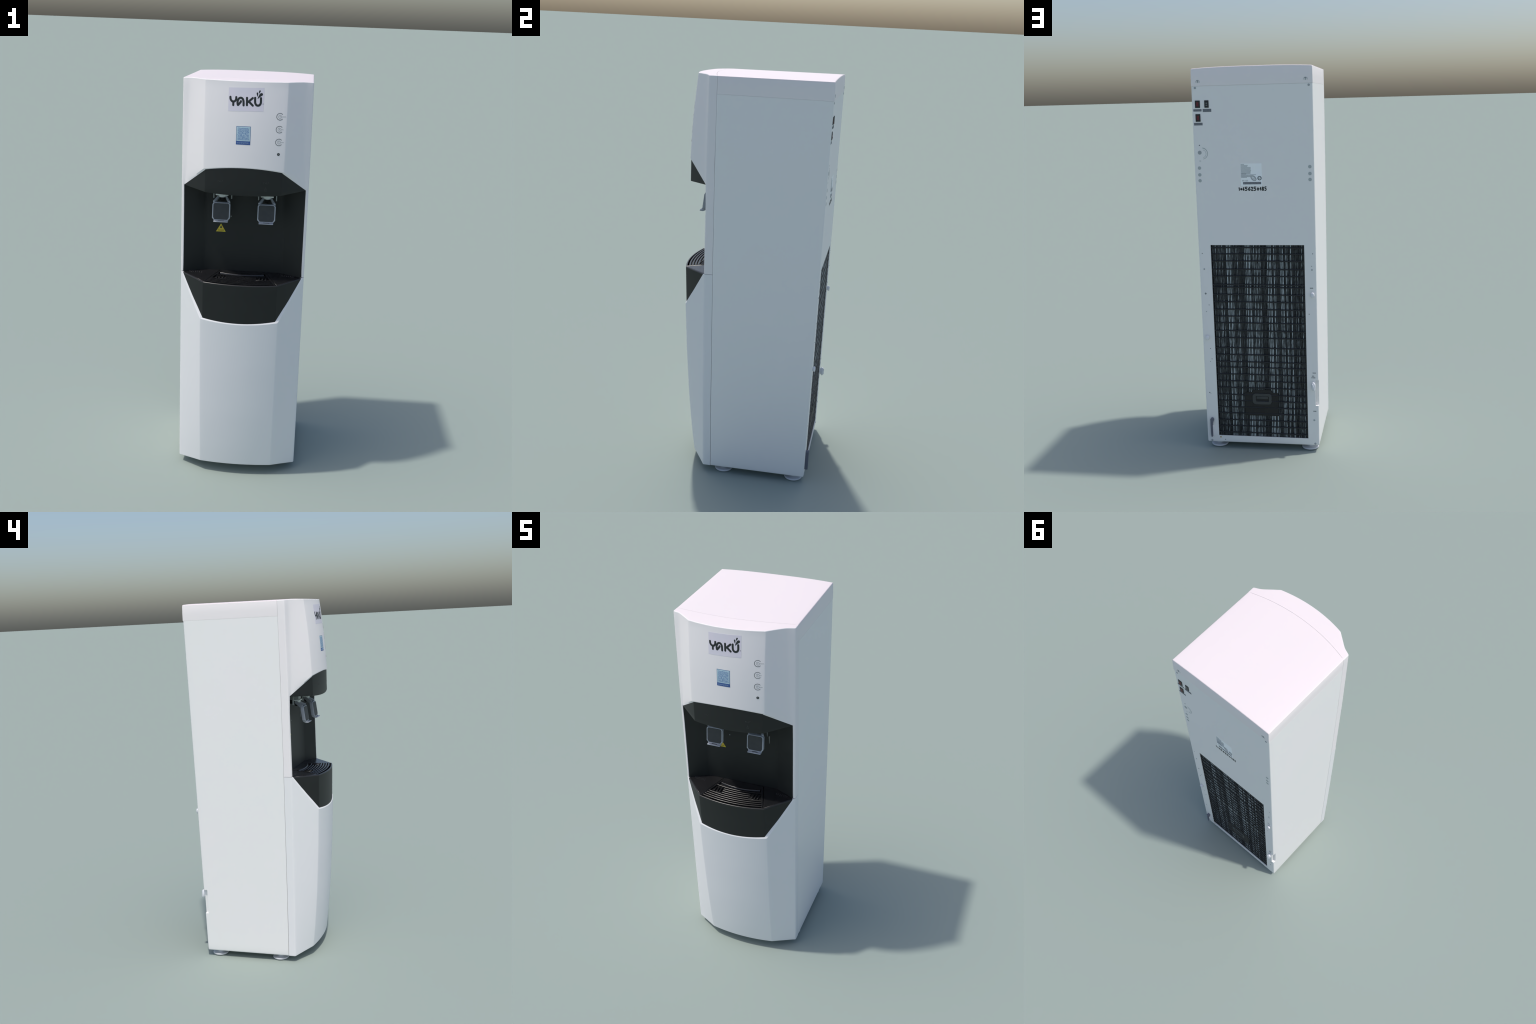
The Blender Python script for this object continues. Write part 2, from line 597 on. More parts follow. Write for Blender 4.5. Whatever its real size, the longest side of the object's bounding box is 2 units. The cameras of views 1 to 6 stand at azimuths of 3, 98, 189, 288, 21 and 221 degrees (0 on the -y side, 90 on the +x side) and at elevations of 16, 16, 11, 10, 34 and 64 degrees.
def build_lower_panel():
    ref = panel_section(0.95, False)

    def top(i):
        x = abs(ref[i].x)
        xe = 0.1882
        if x > xe:
            u = max(0.0, 0.2990 - x) / (0.2990 - xe)
            return 1.0570 - (1.0570 - 0.857) * u - 0.006 * math.sin(math.pi * u)
        return 0.857 - 0.013 * (1 - (x / xe) ** 2)

    def bottom(i):
        p = panel_section(0.05, False)[i]
        x = abs(p.x)
        if x > 0.182:
            return 0.0335 + 0.0165 * (HALF - x) / (HALF - 0.182)
        return 0.050 + 0.004 * (1 - (x / 0.182) ** 2)
    ns = col_normals(ref)
    verts = []
    NR = 20
    tops = [top(i) for i in range(NCOL)]
    bots = [bottom(i) for i in range(NCOL)]
    nb = col_normals(panel_section(0.05, False))
    for d, dz in ((0.012, 0.0012), (0.0035, 0.0), (0.0012, 0.001)):
        for i in range(NCOL):
            p = panel_section(bots[i], False)[i] + nb[i] * d
            verts.append((p.x, p.y, bots[i] + dz))
    for k in range(NR + 1):
        t = k / NR
        for i in range(NCOL):
            z0 = bots[i] + 0.0035
            z = z0 + (tops[i] - z0) * t
            p = panel_section(z, False)[i]
            verts.append((p.x, p.y, z))
    for d0, dz0 in ((0.0, 0.0), (0.018, 0.0)):
        for i in range(NCOL):
            j = min(i, NCOL - 1 - i)
            z = tops[i]
            p = panel_section(z, False)[i]
            if j < STRIP_I:
                q, zi_ = p + ns[i] * (0.001 + d0 * 0.3), z + 0.0002
            else:
                q, zi_ = lip_inner(p, j, 0.1882, (0.2912, -0.2174), (0.1765, -0.3270), 0.0240, 1.0560, 0.8635, -0.0135)
                q = q + ns[i] * d0
            verts.append((q.x, q.y, zi_))
    nr = len(verts) // NCOL
    o = obj_from("cabinet_door", verts, grid_faces(nr, NCOL), WHITELOW, root, 17)
    return recalc(o)


upper_panel = build_upper_panel()
lower_panel = build_lower_panel()


# -------------------------------------------------------- black alcove parts
def floor_z(y):
    return 1.059 + 0.0706 * (y + 0.163)


def black_section(z, fx, fy, bulge, sx, sy, n=12):
    F = Vector((fx, fy))
    arc = arc_points(F, bulge, n)
    half = [Vector((sx, sy)), Vector((sx, sy)).lerp(F, 0.5)] + corner((sx, sy), F, arc[0], 0.0025, 3) + arc
    return mirror_path(half)


def alcove():
    half = [Vector((0.2912, -0.2142))] + corner((0.2912, -0.2142), (0.187, -0.163), (0, -0.163), 0.014, 5) + [Vector((0, -0.163))]
    path = mirror_path(half)
    zs = [1.03, 1.15, 1.27, 1.39, 1.50]
    v = [(p.x, p.y, z) for z in zs for p in path]
    o = obj_from("alcove_wall", v, grid_faces(len(zs), len(path)), BLACK, root, 30)
    return o


alc = alcove()


def hood():
    def sec(z):
        return black_section(z, 0.178, -0.3178, 0.0255, 0.2900, -0.2165)
    s0 = sec(1.5)
    n = len(s0); h = n // 2
    nn = []
    for i in range(n):
        a, b = s0[max(i - 1, 0)], s0[min(i + 1, n - 1)]
        t = (b - a).normalized(); q = Vector((-t.y, t.x))
        nn.append(q if q.y > 0 else -q)

    def frac(i):
        x = abs(s0[i].x)
        return min(1.0, (0.29 - x) / (0.29 - 0.178)), max(0.0, 1 - (x / 0.178) ** 2)
    verts = []
    rows = []
    low = [1.4885 - 0.0098 * frac(i)[0] - 0.0070 * frac(i)[1] for i in range(n)]
    top = [1.500 + 0.096 * frac(i)[0] + 0.019 * frac(i)[1] for i in range(n)]
    tuck = [0.0085 * frac(i)[1] for i in range(n)]         # the lip bows out less than the top
    for k in range(6):
        for i in range(n):
            z = top[i] + (low[i] + 0.003 - top[i]) * k / 5
            verts.append((s0[i].x, s0[i].y + tuck[i] * (k / 5) ** 1.5, z))
    for a in (0.5, 1.0):
        for i in range(n):
            d = 0.003 * (1 - math.cos(a * math.pi / 2))
            p = s0[i] + nn[i] * d + Vector((0, tuck[i]))
            verts.append((p.x, p.y, low[i] + 0.003 * (1 - math.sin(a * math.pi / 2))))
    for t in (0.35, 0.7, 1.0):
        for i in range(n):
            p = s0[i] + nn[i] * 0.003 + Vector((0, tuck[i]))
            qx = max(-0.2, min(0.2, p.x))
            qx = p.x if abs(p.x) < 0.187 else math.copysign(0.187 + (abs(p.x) - 0.187) * (1 - t), p.x)
            y = p.y + (-0.161 - p.y) * t
            verts.append((qx, y, low[i] + (1.492 - low[i]) * t))
    o = obj_from("dispensing_hood", verts, grid_faces(len(verts) // n, n), BLACK, root, 30)
    return recalc(o)


hood_obj = hood()


# drip tray: body below, wings left and right, slotted insert between them
tray = bpy.data.objects.new("drip_tray", None)
COL.objects.link(tray)
tray.parent = root


def tray_body():
    def sec(z):
        fy = -0.3262 - (z - 0.86) * 0.0365
        return black_section(z, 0.177, fy, 0.0240, 0.2915, -0.2170)
    s0 = sec(1.0)
    n = len(s0)
    nn = []
    for i in range(n):
        a, b = s0[max(i - 1, 0)], s0[min(i + 1, n - 1)]
        t = (b - a).normalized(); q = Vector((-t.y, t.x))
        nn.append(q if q.y > 0 else -q)

    def bot(i):
        x = abs(s0[i].x)
        f = min(1.0, (0.2915 - x) / (0.2915 - 0.177)); c = max(0.0, 1 - (x / 0.177) ** 2)
        return 1.045 - 0.190 * f - 0.014 * c
    verts = []
    for k in range(8):
        for i in range(n):
            zt = floor_z(sec(1.045)[i].y) - 0.005
            z = bot(i) + (zt - bot(i)) * k / 7
            p = sec(z)[i]
            verts.append((p.x, p.y, z))
    for a, d2, dz2 in ((0.2, 0, 0), (0.4, 0, 0), (0.6, 0, 0), (0.8, 0, 0), (1.0, 0, 0), (1.0, 0.0020, -0.0003), (1.0, 0.0028, -0.004), (1.0, 0.0028, -0.02)):
        for i in range(n):
            p0 = sec(1.045)[i]
            d = 0.005 * (1 - math.cos(a * math.pi / 2)) + d2
            p = p0 + nn[i] * d
            verts.append((p.x, p.y, floor_z(p0.y) - 0.005 + 0.005 * math.sin(a * math.pi / 2) + dz2))
    o = obj_from("tray_body", verts, grid_faces(len(verts) // n, n), BLACK, tray, 30)
    o.data.materials.append(RIMM)
    for i, p in enumerate(o.data.polygons):        # polished rim
        if i // (n - 1) >= 7:
            p.material_index = 1
    return recalc(o)


tray_body()


def trap_w(y):
    return 0.110 + (0.176 - 0.110) * (y + 0.161) / (-0.334 + 0.161)


for s in (1, -1):
    pts = [(0.2880 * s, -0.2115), (0.187 * s, -0.1640), ((trap_w(-0.164) + 0.001) * s, -0.1640), ((trap_w(-0.327) + 0.001) * s, -0.327)]
    v = [(x, y, floor_z(y) + 0.0004) for x, y in pts] + [(x, y, floor_z(y) - 0.012) for x, y in pts]
    f = [(0, 1, 2, 3), (7, 6, 5, 4)] + [(i, 4 + i, 4 + (i + 1) % 4, (i + 1) % 4) for i in range(4)]
    w = recalc(obj_from("tray_wing", v, f, TRAYM, tray, 0))
    bevel(w, 0.0008, 1)
    # raised arrow/lettering marks on the wing
    rnd = random.Random(3 if s > 0 else 5)
    ev, ef = [], []
    for k in range(7):
        cx = s * (0.226 + 0.0095 * (k - 3)); cy = -0.204 - 0.0015 * (k - 3) * (1 if s > 0 else -1) * 0.6
        if s < 0:
            cx += -0.003
        for m in range(2):
            hx, hy = 0.0014 + 0.001 * rnd.random(), 0.0014 + 0.0022 * rnd.random()
            ox, oy = rnd.uniform(-0.002, 0.002), (m - 0.5) * 0.009
            b = len(ev)
            for dz, sc in ((0.0, 1.0), (0.0014, 0.6)):
                for ax, ay in ((-1, -1), (1, -1), (1, 1), (-1, 1)):
                    x, y = cx + ox + ax * hx * sc, cy + oy + ay * hy * sc
                    ev.append((x, y, floor_z(y) + 0.0005 + dz))
            ef += [(b + 4, b + 5, b + 6, b + 7)] + [(b + i, b + (i + 1) % 4, b + 4 + (i + 1) % 4, b + 4 + i) for i in range(4)]
    em = obj_from("raised_lettering", ev, ef, TRAYM, w, 0)
    em["kind"] = "stuff"

# dark pit beneath the slots
pv = [(x, y, floor_z(y) - 0.0085) for x, y in ((-0.165, -0.330), (0.165, -0.330), (0.112, -0.162), (-0.112, -0.162))]
obj_from("tray_basin", pv, [(0, 1, 2, 3)], PIT, tray, 0)

ARC0 = 0.024


def slat_curve(y0, x):
    return y0 - ARC0 * (1 - (x / 0.177) ** 2)


GRIP = (0.073, 0.134, -0.281, -0.229)             # finger-grip pockets |x| and y ranges


def slat(y0, halfw, x0, x1, h=0.0042, n=20):
    v = []
    for i in range(n + 1):
        x = x0 + (x1 - x0) * i / n
        y = slat_curve(y0, x)
        z = floor_z(y) + 0.0020
        v += [(x, y - halfw, z - 0.010), (x, y - halfw, z - 0.0012), (x, y - halfw * 0.45, z), (x, y + halfw * 0.45, z),
              (x, y + halfw, z - 0.0012), (x, y + halfw, z - 0.010)]
    f = []
    for i in range(n):
        for k in range(5):
            a = i * 6 + k
            f.append((a, a + 6, a + 7, a + 1))
    f += [(0, 1, 2, 3, 4, 5), tuple(n * 6 + k for k in (5, 4, 3, 2, 1, 0))]
    return recalc(obj_from("slat", v, f, TRAYM, tray, 50))


for k in range(8):
    y0 = -0.3165 + 0.0146 * k + 0.004
    xlim = trap_w(slat_curve(y0, 0.13)) - 0.011
    ym = slat_curve(y0, 0.10)
    if GRIP[2] < ym < GRIP[3]:
        slat(y0, 0.0036, -GRIP[0], GRIP[0])
    else:
        slat(y0, 0.0036, -xlim, xlim)
# insert frame: side rails, back plate with a raised curved rib, front rail
for s in (1, -1):
    n = 8
    v = []
    for i in range(n + 1):
        y = -0.331 + (0.331 - 0.166) * i / n
        w = trap_w(y) - 0.0015
        z = floor_z(y)
        for x, dz in ((w, -0.01), (w, 0.0002), (w - 0.0015, 0.0012), (w - 0.0085, 0.0012), (w - 0.0105, -0.0002), (w - 0.0105, -0.012)):
            v.append((s * x, y, z + dz))
    recalc(obj_from("tray_rail", v, grid_faces(n + 1, 6), TRAYM, tray, 40))
v = []
n = 20
for i in range(n + 1):
    x = -0.108 + 0.216 * i / n
    yf = -0.1985 - 0.020 * (1 - (x / 0.115) ** 2)
    for y, dz in ((-0.1645, 0.0006), (yf + 0.006, 0.0006), (yf + 0.003, 0.0020), (yf, 0.0024), (yf - 0.003, 0.0012), (yf - 0.004, -0.010)):
        v.append((x, y, floor_z(y) + dz))
recalc(obj_from("tray_plate", v, grid_faces(n + 1, 6), TRAYM, tray, 60))
for s in (1, -1):
    g = bpy.data.objects.new("finger_grip", None)
    COL.objects.link(g)
    g.parent = tray
    cx0, cx1 = GRIP[0], GRIP[1]
    fl = floor_z(-0.255)
    box("grip_pocket", (min(s * cx0, s * cx1), GRIP[2] + 0.001, fl - 0.016), (max(s * cx0, s * cx1), GRIP[3] - 0.001, fl - 0.007), PIT, g)
    for k in range(3):
        cx = s * (0.088 + 0.0155 * k)
        box("grip_rib", (cx - 0.0033, -0.272, fl - 0.010), (cx + 0.0033, -0.236, fl + 0.0010), TRAYM, g, 0.0014)
    box("grip_edge", (min(s * cx0, s * cx1), GRIP[2] - 0.001, fl - 0.010), (max(s * cx0, s * cx1), GRIP[2] + 0.0025, fl - 0.0004), TRAYM, g, 0.001)


# ---------------------------------------------------------------- lever taps
def lever_outline(w=0.0425, z0=1.3425, z1=1.4195):
    """Paddle outline: chamfered top corners and a stepped-in foot."""
    c = 0.010
    pts = [(-w, z0 + 0.002), (-w + 0.002, z0), (-0.0375, z0 - 0.001), (-0.0345, z0 - 0.008), (0.0345, z0 - 0.008), (0.0375, z0 - 0.001),
           (w - 0.002, z0), (w, z0 + 0.002), (w, z1 - c), (w - 0.003, z1 - 0.004), (w - c, z1), (-w + c, z1), (-w + 0.003, z1 - 0.004), (-w, z1 - c)]
    return pts


def face_y(z):
    return -0.2545 - (1.42 - z) * 0.125


def tap(cx):
    t = bpy.data.objects.new("tap", None)
    COL.objects.link(t)
    t.parent = root
    # lever paddle
    out = lever_outline()
    n = len(out)
    v = [(cx + a, face_y(b), b) for a, b in out] + [(cx + a, face_y(b) + 0.0185, b) for a, b in out]
    f = [tuple(range(n)), tuple(range(2 * n - 1, n - 1, -1))] + [(i, n + i, n + (i + 1) % n, (i + 1) % n) for i in range(n)]
    lever = recalc(obj_from("lever", v, f, GREY, t, 0))
    bevel(lever, 0.0018, 2)
    # dark pad set in the paddle
    w, z0, z1 = 0.0375, 1.3395, 1.4160
    pad = [(-w, z0 + 0.011), (-w + 0.007, z0), (w - 0.007, z0), (w, z0 + 0.011), (w, z1 - 0.007), (w - 0.003, z1 - 0.002), (w - 0.007, z1),
           (-w + 0.007, z1), (-w + 0.003, z1 - 0.002), (-w, z1 - 0.007)]
    m = len(pad)
    v = [(cx + a, face_y(b) - 0.0014, b) for a, b in pad] + [(cx + a, face_y(b) + 0.004, b) for a, b in pad]
    f = [tuple(range(m)), tuple(range(2 * m - 1, m - 1, -1))] + [(i, m + i, m + (i + 1) % m, (i + 1) % m) for i in range(m)]
    p = recalc(obj_from("lever_pad", v, f, PADM, lever, 0))
    bevel(p, 0.0007, 1)
    # hooked lip at the foot of the paddle
    prof = [(-0.2490, 1.3400), (-0.2630, 1.3385), (-0.2665, 1.3345), (-0.2780, 1.3335), (-0.2795, 1.3300), (-0.2760, 1.3285), (-0.2640, 1.3275), (-0.2560, 1.3300), (-0.2490, 1.3340)]
    lip = prism("lever_lip", prof, lambda a, b, d: (cx + d, a, b), -0.034, 0.034, GREY, lever, 0.0009)
    box("lip_slot", (cx - 0.013, -0.2715, 1.3325), (cx + 0.016, -0.2665, 1.3352), PADM, lever, 0.0005, 1)
    # yoke arms up to the pivot
    for s in (1, -1):
        a0 = Vector((cx + s * 0.036, -0.2440, 1.4170)); a1 = Vector((cx + s * 0.014, -0.2020, 1.4440))
        v = []
        for q, hw, hz in ((a0, 0.0052, 0.0085), (a1, 0.0038, 0.0060)):
            v += [(q.x - hw, q.y - 0.006, q.z + hz), (q.x + hw, q.y - 0.006, q.z + hz), (q.x + hw, q.y + 0.004, q.z - hz), (q.x - hw, q.y + 0.004, q.z - hz)]
        f = [(0, 1, 2, 3), (7, 6, 5, 4)] + [(i, 4 + i, 4 + (i + 1) % 4, (i + 1) % 4) for i in range(4)]
        bevel(recalc(obj_from("lever_arm", v, f, GREY, lever, 0)), 0.0014, 2)
    # spout: square pale block with a round collar and a dark nozzle
    box("spout_block", (cx - 0.031, -0.232, 1.4490), (cx + 0.030, -0.196, 1.4560), SPOUT, t, 0.0015)
    box("spout_housing", (cx - 0.027, -0.226, 1.4555), (cx + 0.026, -0.166, 1.4930), BRACKET, t, 0.002)
    lathe("spout_collar", [(0.0165, 0.0), (0.0185, 0.002), (0.0185, 0.010)], (cx, -0.2105, 1.4385), "z", SPOUT, t, 28)
    lathe("nozzle", [(0.0105, 0.0), (0.0120, 0.002), (0.0120, 0.020)], (cx, -0.2105, 1.4190), "z", PIT, t, 24)
    box("pivot_block", (cx - 0.018, -0.200, 1.432), (cx + 0.018, -0.164, 1.449), BLACK, t, 0.002)
    for s in (1, -1):
        box("tap_bracket", (cx + s * 0.0425 - 0.0026, -0.203, 1.428), (cx + s * 0.0425 + 0.0026, -0.194, 1.489), BRACKET, t, 0.001, 1)
    return t


for cx in (-0.1055, 0.1095):
    tap(cx)


# ---------------------------------------------- flat marks laid on the surfaces
def on_front(x, z, off=0.0):
    return (x, front_y(x, z) - off, z)


def on_hood(x, z, off=0.0):
    c = 1 - (x / 0.178) ** 2
    k = min(1.0, max(0.0, (1.60 - z) / 0.12))
    return (x, -0.3178 - (0.0255 - 0.0085 * k ** 1.5) * c - off, z)


def on_back(x, z, off=0.0):
    return (x, back_y(z) + off, z)


def on_wall(x, z, off=0.0):
    return (x, -0.163 - off, z)


def patch(name, x0, x1, z0, z1, mapper, mat, parent, h=0.0005, nx=10, nz=8, skew=0.0):
    """Thin sticker following the surface, with its own edge."""
    v = []
    for j in range(nz + 1):
        for i in range(nx + 1):
            x = x0 + (x1 - x0) * i / nx; z = z0 + (z1 - z0) * j / nz + skew * (i / nx - 0.5)
            v.append(mapper(x, z, h))
    f = grid_faces(nz + 1, nx + 1)
    nc = nx + 1
    ring = [i for i in range(nc)] + [j * nc + nx for j in range(1, nz + 1)] + [nz * nc + i for i in range(nx - 1, -1, -1)] + [j * nc for j in range(nz - 1, 0, -1)]
    b = len(v)
    for r in ring:
        x, _, z = v[r]
        v.append(mapper(x, z, -0.0003))
    m = len(ring)
    f += [(ring[k], ring[(k + 1) % m], b + (k + 1) % m, b + k) for k in range(m)]
    return recalc(obj_from(name, v, f, mat, parent, 30))


def stroke_geo(pts, rad, mapper, h=0.0006, base=0.0, closed=False, sub=6, lift=0.0):
    """Flattened round-ended brush stroke through 2D points, laid on a surface."""
    P = [Vector(p) for p in pts]
    rads = rad if isinstance(rad, (list, tuple)) else [rad] * len(P)
    sm, rr = [], []
    if len(P) > 2 and sub > 1:
        for i in range(len(P) - 1):
            p0 = P[max(i - 1, 0)]; p1 = P[i]; p2 = P[i + 1]; p3 = P[min(i + 2, len(P) - 1)]
            for k in range(sub):
                t = k / sub
                sm.append(0.5 * ((2 * p1) + (p2 - p0) * t + (2 * p0 - 5 * p1 + 4 * p2 - p3) * t * t + (3 * p1 - p0 - 3 * p2 + p3) * t ** 3))
                rr.append(rads[i] + (rads[i + 1] - rads[i]) * t)
        sm.append(P[-1]); rr.append(rads[-1])
    else:
        sm, rr = P, list(rads)
    # round ends
    d0 = (sm[0] - sm[1]).normalized(); d1 = (sm[-1] - sm[-2]).normalized()
    r0, r1 = rr[0], rr[-1]
    pre, prer, post, postr = [], [], [], []
    for a in (0.98, 0.85, 0.6, 0.3):
        pre.append(sm[0] + d0 * r0 * a); prer.append(r0 * math.sqrt(1 - a * a))
    for a in (0.3, 0.6, 0.85, 0.98):
        post.append(sm[-1] + d1 * r1 * a); postr.append(r1 * math.sqrt(1 - a * a))
    sm = pre + sm + post; rr = prer + rr + postr
    v, f = [], []
    SECT = ((1.0, None), (0.94, 0.65), (0.5, 1.0), (-0.5, 1.0), (-0.94, 0.65), (-1.0, None))
    ring = len(SECT)
    for i, p in enumerate(sm):
        a, b = sm[max(i - 1, 0)], sm[min(i + 1, len(sm) - 1)]
        t = (b - a).normalized(); q = Vector((-t.y, t.x))
        for side, up in SECT:
            c = p + q * rr[i] * side
            v.append(mapper(c.x, c.y, lift + (-0.0005 if up is None else h * up)))
    for i in range(len(sm) - 1):
        for k in range(ring - 1):
            j = i * ring + k
            f.append((j, j + 1, j + ring + 1, j + ring))
    return v, f


def strokes(name, items, mapper, mat, parent, h=0.0006, sub=6, lift=0.0):
    V, F = [], []
    for n, (pts, rad) in enumerate(items):
        v, f = stroke_geo(pts, rad, mapper, h + 0.00004 * n, sub=sub, lift=lift)
        b = len(V)
        V += v; F += [tuple(b + i for i in q) for q in f]
    return recalc(obj_from(name, V, F, mat, parent, 60))


def disc(name, x, z, r, mapper, mat, parent, h=0.0008, n=28, r2=None, dome=0.0):
    """Low button with a softened rim."""
    v = [mapper(x, z, h + dome)]
    f = []
    prof = [(0.5, h + dome * 0.75), (0.88, h), (1.0, h * 0.5), (1.0, -0.0005)]
    for k, (s, o) in enumerate(prof):
        for i in range(n):
            a = 2 * math.pi * i / n
            v.append(mapper(x + r * s * math.cos(a), z + (r2 or r) * s * math.sin(a), o))
    for i in range(n):
        f.append((0, 1 + i, 1 + (i + 1) % n))
    for k in range(len(prof) - 1):
        for i in range(n):
            a = 1 + k * n + i; b = 1 + k * n + (i + 1) % n
            f.append((a, a + n, b + n, b))
    return recalc(obj_from(name, v, f, mat, parent, 50))


def arc_pts(cx, cz, r, a0, a1, n=14):
    return [(cx + r * math.cos(math.radians(a0 + (a1 - a0) * i / n)), cz + r * math.sin(math.radians(a0 + (a1 - a0) * i / n))) for i in range(n + 1)]


# logo film and word mark
film = patch("logo_sticker", -0.0785, 0.0805, 1.8585, 1.9620, on_front, LAVENDER, upper_panel, 0.0004, 14, 8, 0.004)
R = 0.0050
Y = [([(-0.0704, 1.9187), (-0.0690, 1.9090), (-0.0635, 1.9015), (-0.0563, 1.8990), (-0.0490, 1.9018), (-0.0445, 1.9090), (-0.0438, 1.9188)], R),
     ([(-0.0563, 1.8995), (-0.0562, 1.8840)], R)]
A = [([(-0.0222, 1.9020), (-0.0240, 1.8975), (-0.0300, 1.8905), (-0.0350, 1.8850), (-0.0372, 1.8930), (-0.0366, 1.9030), (-0.0320, 1.9130), (-0.0235, 1.9172), (-0.0155, 1.9135), (-0.0112, 1.9050), (-0.0100, 1.8950), (-0.0097, 1.8848)], R)]
K = [([(0.0045, 1.9177), (0.0054, 1.8862)], R), ([(0.0300, 1.9176), (0.0110, 1.9005)], R), ([(0.0140, 1.9015), (0.0312, 1.8853)], R)]
U = [([(0.0409, 1.9191), (0.0412, 1.9050), (0.0425, 1.8955), (0.0475, 1.8880), (0.0548, 1.8858), (0.0620, 1.8885), (0.0665, 1.8960), (0.0672, 1.9060), (0.0668, 1.9185)], R)]
DROPS = [([(0.0528, 1.9165), (0.0590, 1.9250), (0.0650, 1.9325), (0.0685, 1.9350)], [0.0010, 0.0038, 0.0064, 0.0066]),
         ([(0.0522, 1.9255), (0.0507, 1.9330), (0.0500, 1.9395)], [0.0008, 0.0030, 0.0037]),
         ([(0.0578, 1.9390), (0.0588, 1.9440), (0.0612, 1.9492)], [0.0008, 0.0027, 0.0036])]
for nm, g in (("logo_letter", Y), ("logo_letter", A), ("logo_letter", K), ("logo_letter", U), ("logo_droplet", DROPS)):
    strokes(nm, g, on_front, INK, film, 0.0006, lift=0.0004)
disc("registered_mark", 0.0773, 1.8937, 0.0021, on_front, STAMP, film, 0.0008, 14)

# small blue-framed sticker: plain stand-in field above a navy band
stk = patch("service_sticker", -0.0380, 0.0270, 1.7100, 1.7920, on_front, NAVYLINE, upper_panel, 0.0004)
patch("sticker_border", -0.0356, 0.0246, 1.7262, 1.7896, on_front, PALE, stk, 0.0007)
patch("sticker_field", -0.0318, 0.0210, 1.7300, 1.7858, on_front, PALEBLUE, stk, 0.0010)
patch("sticker_band", -0.0374, 0.0264, 1.7106, 1.7252, on_front, BLUE, stk, 0.0007)
marks = []
for k in range(13):
    x = -0.0325 + 0.0044 * k
    marks.append(([(x, 1.7155), (x + 0.0004, 1.7208)], 0.0007))
    if k % 2 == 0:
        marks.append(([(x, 1.7205), (x + 0.0024, 1.7160)], 0.0006))
strokes("band_lettering", marks, on_front, PALEBLUE, stk, 0.0003, lift=0.0008)["kind"] = "stuff"

# touch buttons: open rings with a faint glyph and a short tick, sensor below
for zc, tick in ((1.8398, 0.0265), (1.7827, 0.0165), (1.7256, 0.0210)):
    xc = 0.1555
    b = strokes("button_ring", [(arc_pts(xc, zc, 0.0150, 42, 318, 24), 0.00125)], on_front, RING, upper_panel, 0.0005, sub=1)
    strokes("button_glyph", [(arc_pts(xc, zc, 0.0072, 0, 350, 18), 0.0009),
                             ([(xc - 0.0025, zc + 0.003), (xc + 0.0025, zc + 0.003)], 0.0007),
                             ([(xc, zc + 0.003), (xc, zc - 0.0035)], 0.0008)], on_front, FAINT, b, 0.0004, sub=1)
    strokes("button_tick", [([(xc + 0.0085, zc - 0.0003), (xc + tick, zc - 0.0002)], 0.0011)], on_front, FAINT, b, 0.0004, sub=1)
snr = disc("sensor", 0.1560, 1.6709, 0.0066, on_front, DOT, upper_panel, 0.0006)
disc("sensor_lens", 0.1560, 1.6709, 0.0028, on_front, RING, snr, 0.0010)

# faint lettering and lock symbol moulded on the hood
HLET = []
for x0 in (-0.118, 0.093):
    for k in range(4):
        x = x0 + 0.0065 * k + 0.002
        HLET.append(([(x, 1.5330), (x, 1.5395)], 0.0005))
        HLET.append(([(x, 1.5395 - 0.003 * (k % 3)), (x + 0.0034, 1.5395 - 0.003 * (k % 3))], 0.0005))
strokes("hood_lettering", HLET, on_hood, EMBOSS, hood_obj, 0.0003, sub=1)["kind"] = "stuff"
strokes("lock_symbol", [([(0.100, 1.500), (0.109, 1.500), (0.109, 1.507), (0.100, 1.507), (0.100, 1.500)], 0.0005),
                        (arc_pts(0.1045, 1.5085, 0.0035, 0, 180, 8), 0.0005), ([(0.1045, 1.513), (0.1045, 1.518)], 0.0005)], on_hood, EMBOSS, hood_obj, 0.0003, sub=1)

# yellow hot-water warning triangle on the alcove wall
tri = prism("warning_triangle", [(-0.1142, 1.2950), (-0.1385, 1.2545), (-0.0905, 1.2545)], lambda a, b, d: on_wall(a, b, d), -0.0005, 0.0008, YELLOW, alc, 0.0003)
strokes("warning_drop", [([(-0.1140, 1.2855), (-0.1140, 1.2760)], [0.0008, 0.0046])], on_wall, INK, tri, 0.0004, sub=1, lift=0.0008)
strokes("warning_lettering", [([(-0.127 + 0.005 * k, 1.2605), (-0.1265 + 0.005 * k, 1.2665)], 0.0010) for k in range(6)] +
        [([(-0.128, 1.2600), (-0.100, 1.2600)], 0.0008)], on_wall, BROWN, tri, 0.0003, sub=1, lift=0.0008)
disc("wall_screw", -0.0660, 1.3341, 0.0022, on_wall, PLUG, alc, 0.0010, 12)
# thin pale streaks on the wall
for x, z0, z1 in ((0.1365, 1.366, 1.390), (0.1470, 1.327, 1.367)):
    strokes("pale_streak", [([(x, z0), (x, z1)], [0.0006, 0.0016])], on_wall, FAINT, alc, 0.0008, sub=1)


# ------------------------------------------------------------- back fittings
def switch(x0, x1, z0, z1, red):
    o = box("rocker_switch", (x0, back_y(z0) - 0.002, z0), (x1, back_y(z0) + 0.0030, z1), SWITCH, cabinet, 0.0012)
    xm, zm = (x0 + x1) / 2, (z0 + z1) / 2
    f = lambda x, z, h=0.0: (x, back_y(z0) + 0.0030 + h, z)
    if red:
        prof = [(-0.0105, 0.0006), (-0.0105, 0.0030), (-0.001, 0.0014), (0.0105, 0.0016), (0.0105, 0.0006)]
        yb = back_y(z0) + 0.0022
        prism("rocker", prof, lambda a, b, d: (xm + d, yb + b, zm + a), -0.0055, 0.0055, RED, o, 0.0005)
    else:
        for dz in (0.0045, -0.0055):
            strokes("socket_slot", [([(xm - 0.0030, zm + dz), (xm + 0.0030, zm + dz)], 0.0012)], f, PLUG, o, 0.0005, sub=1)
    return o


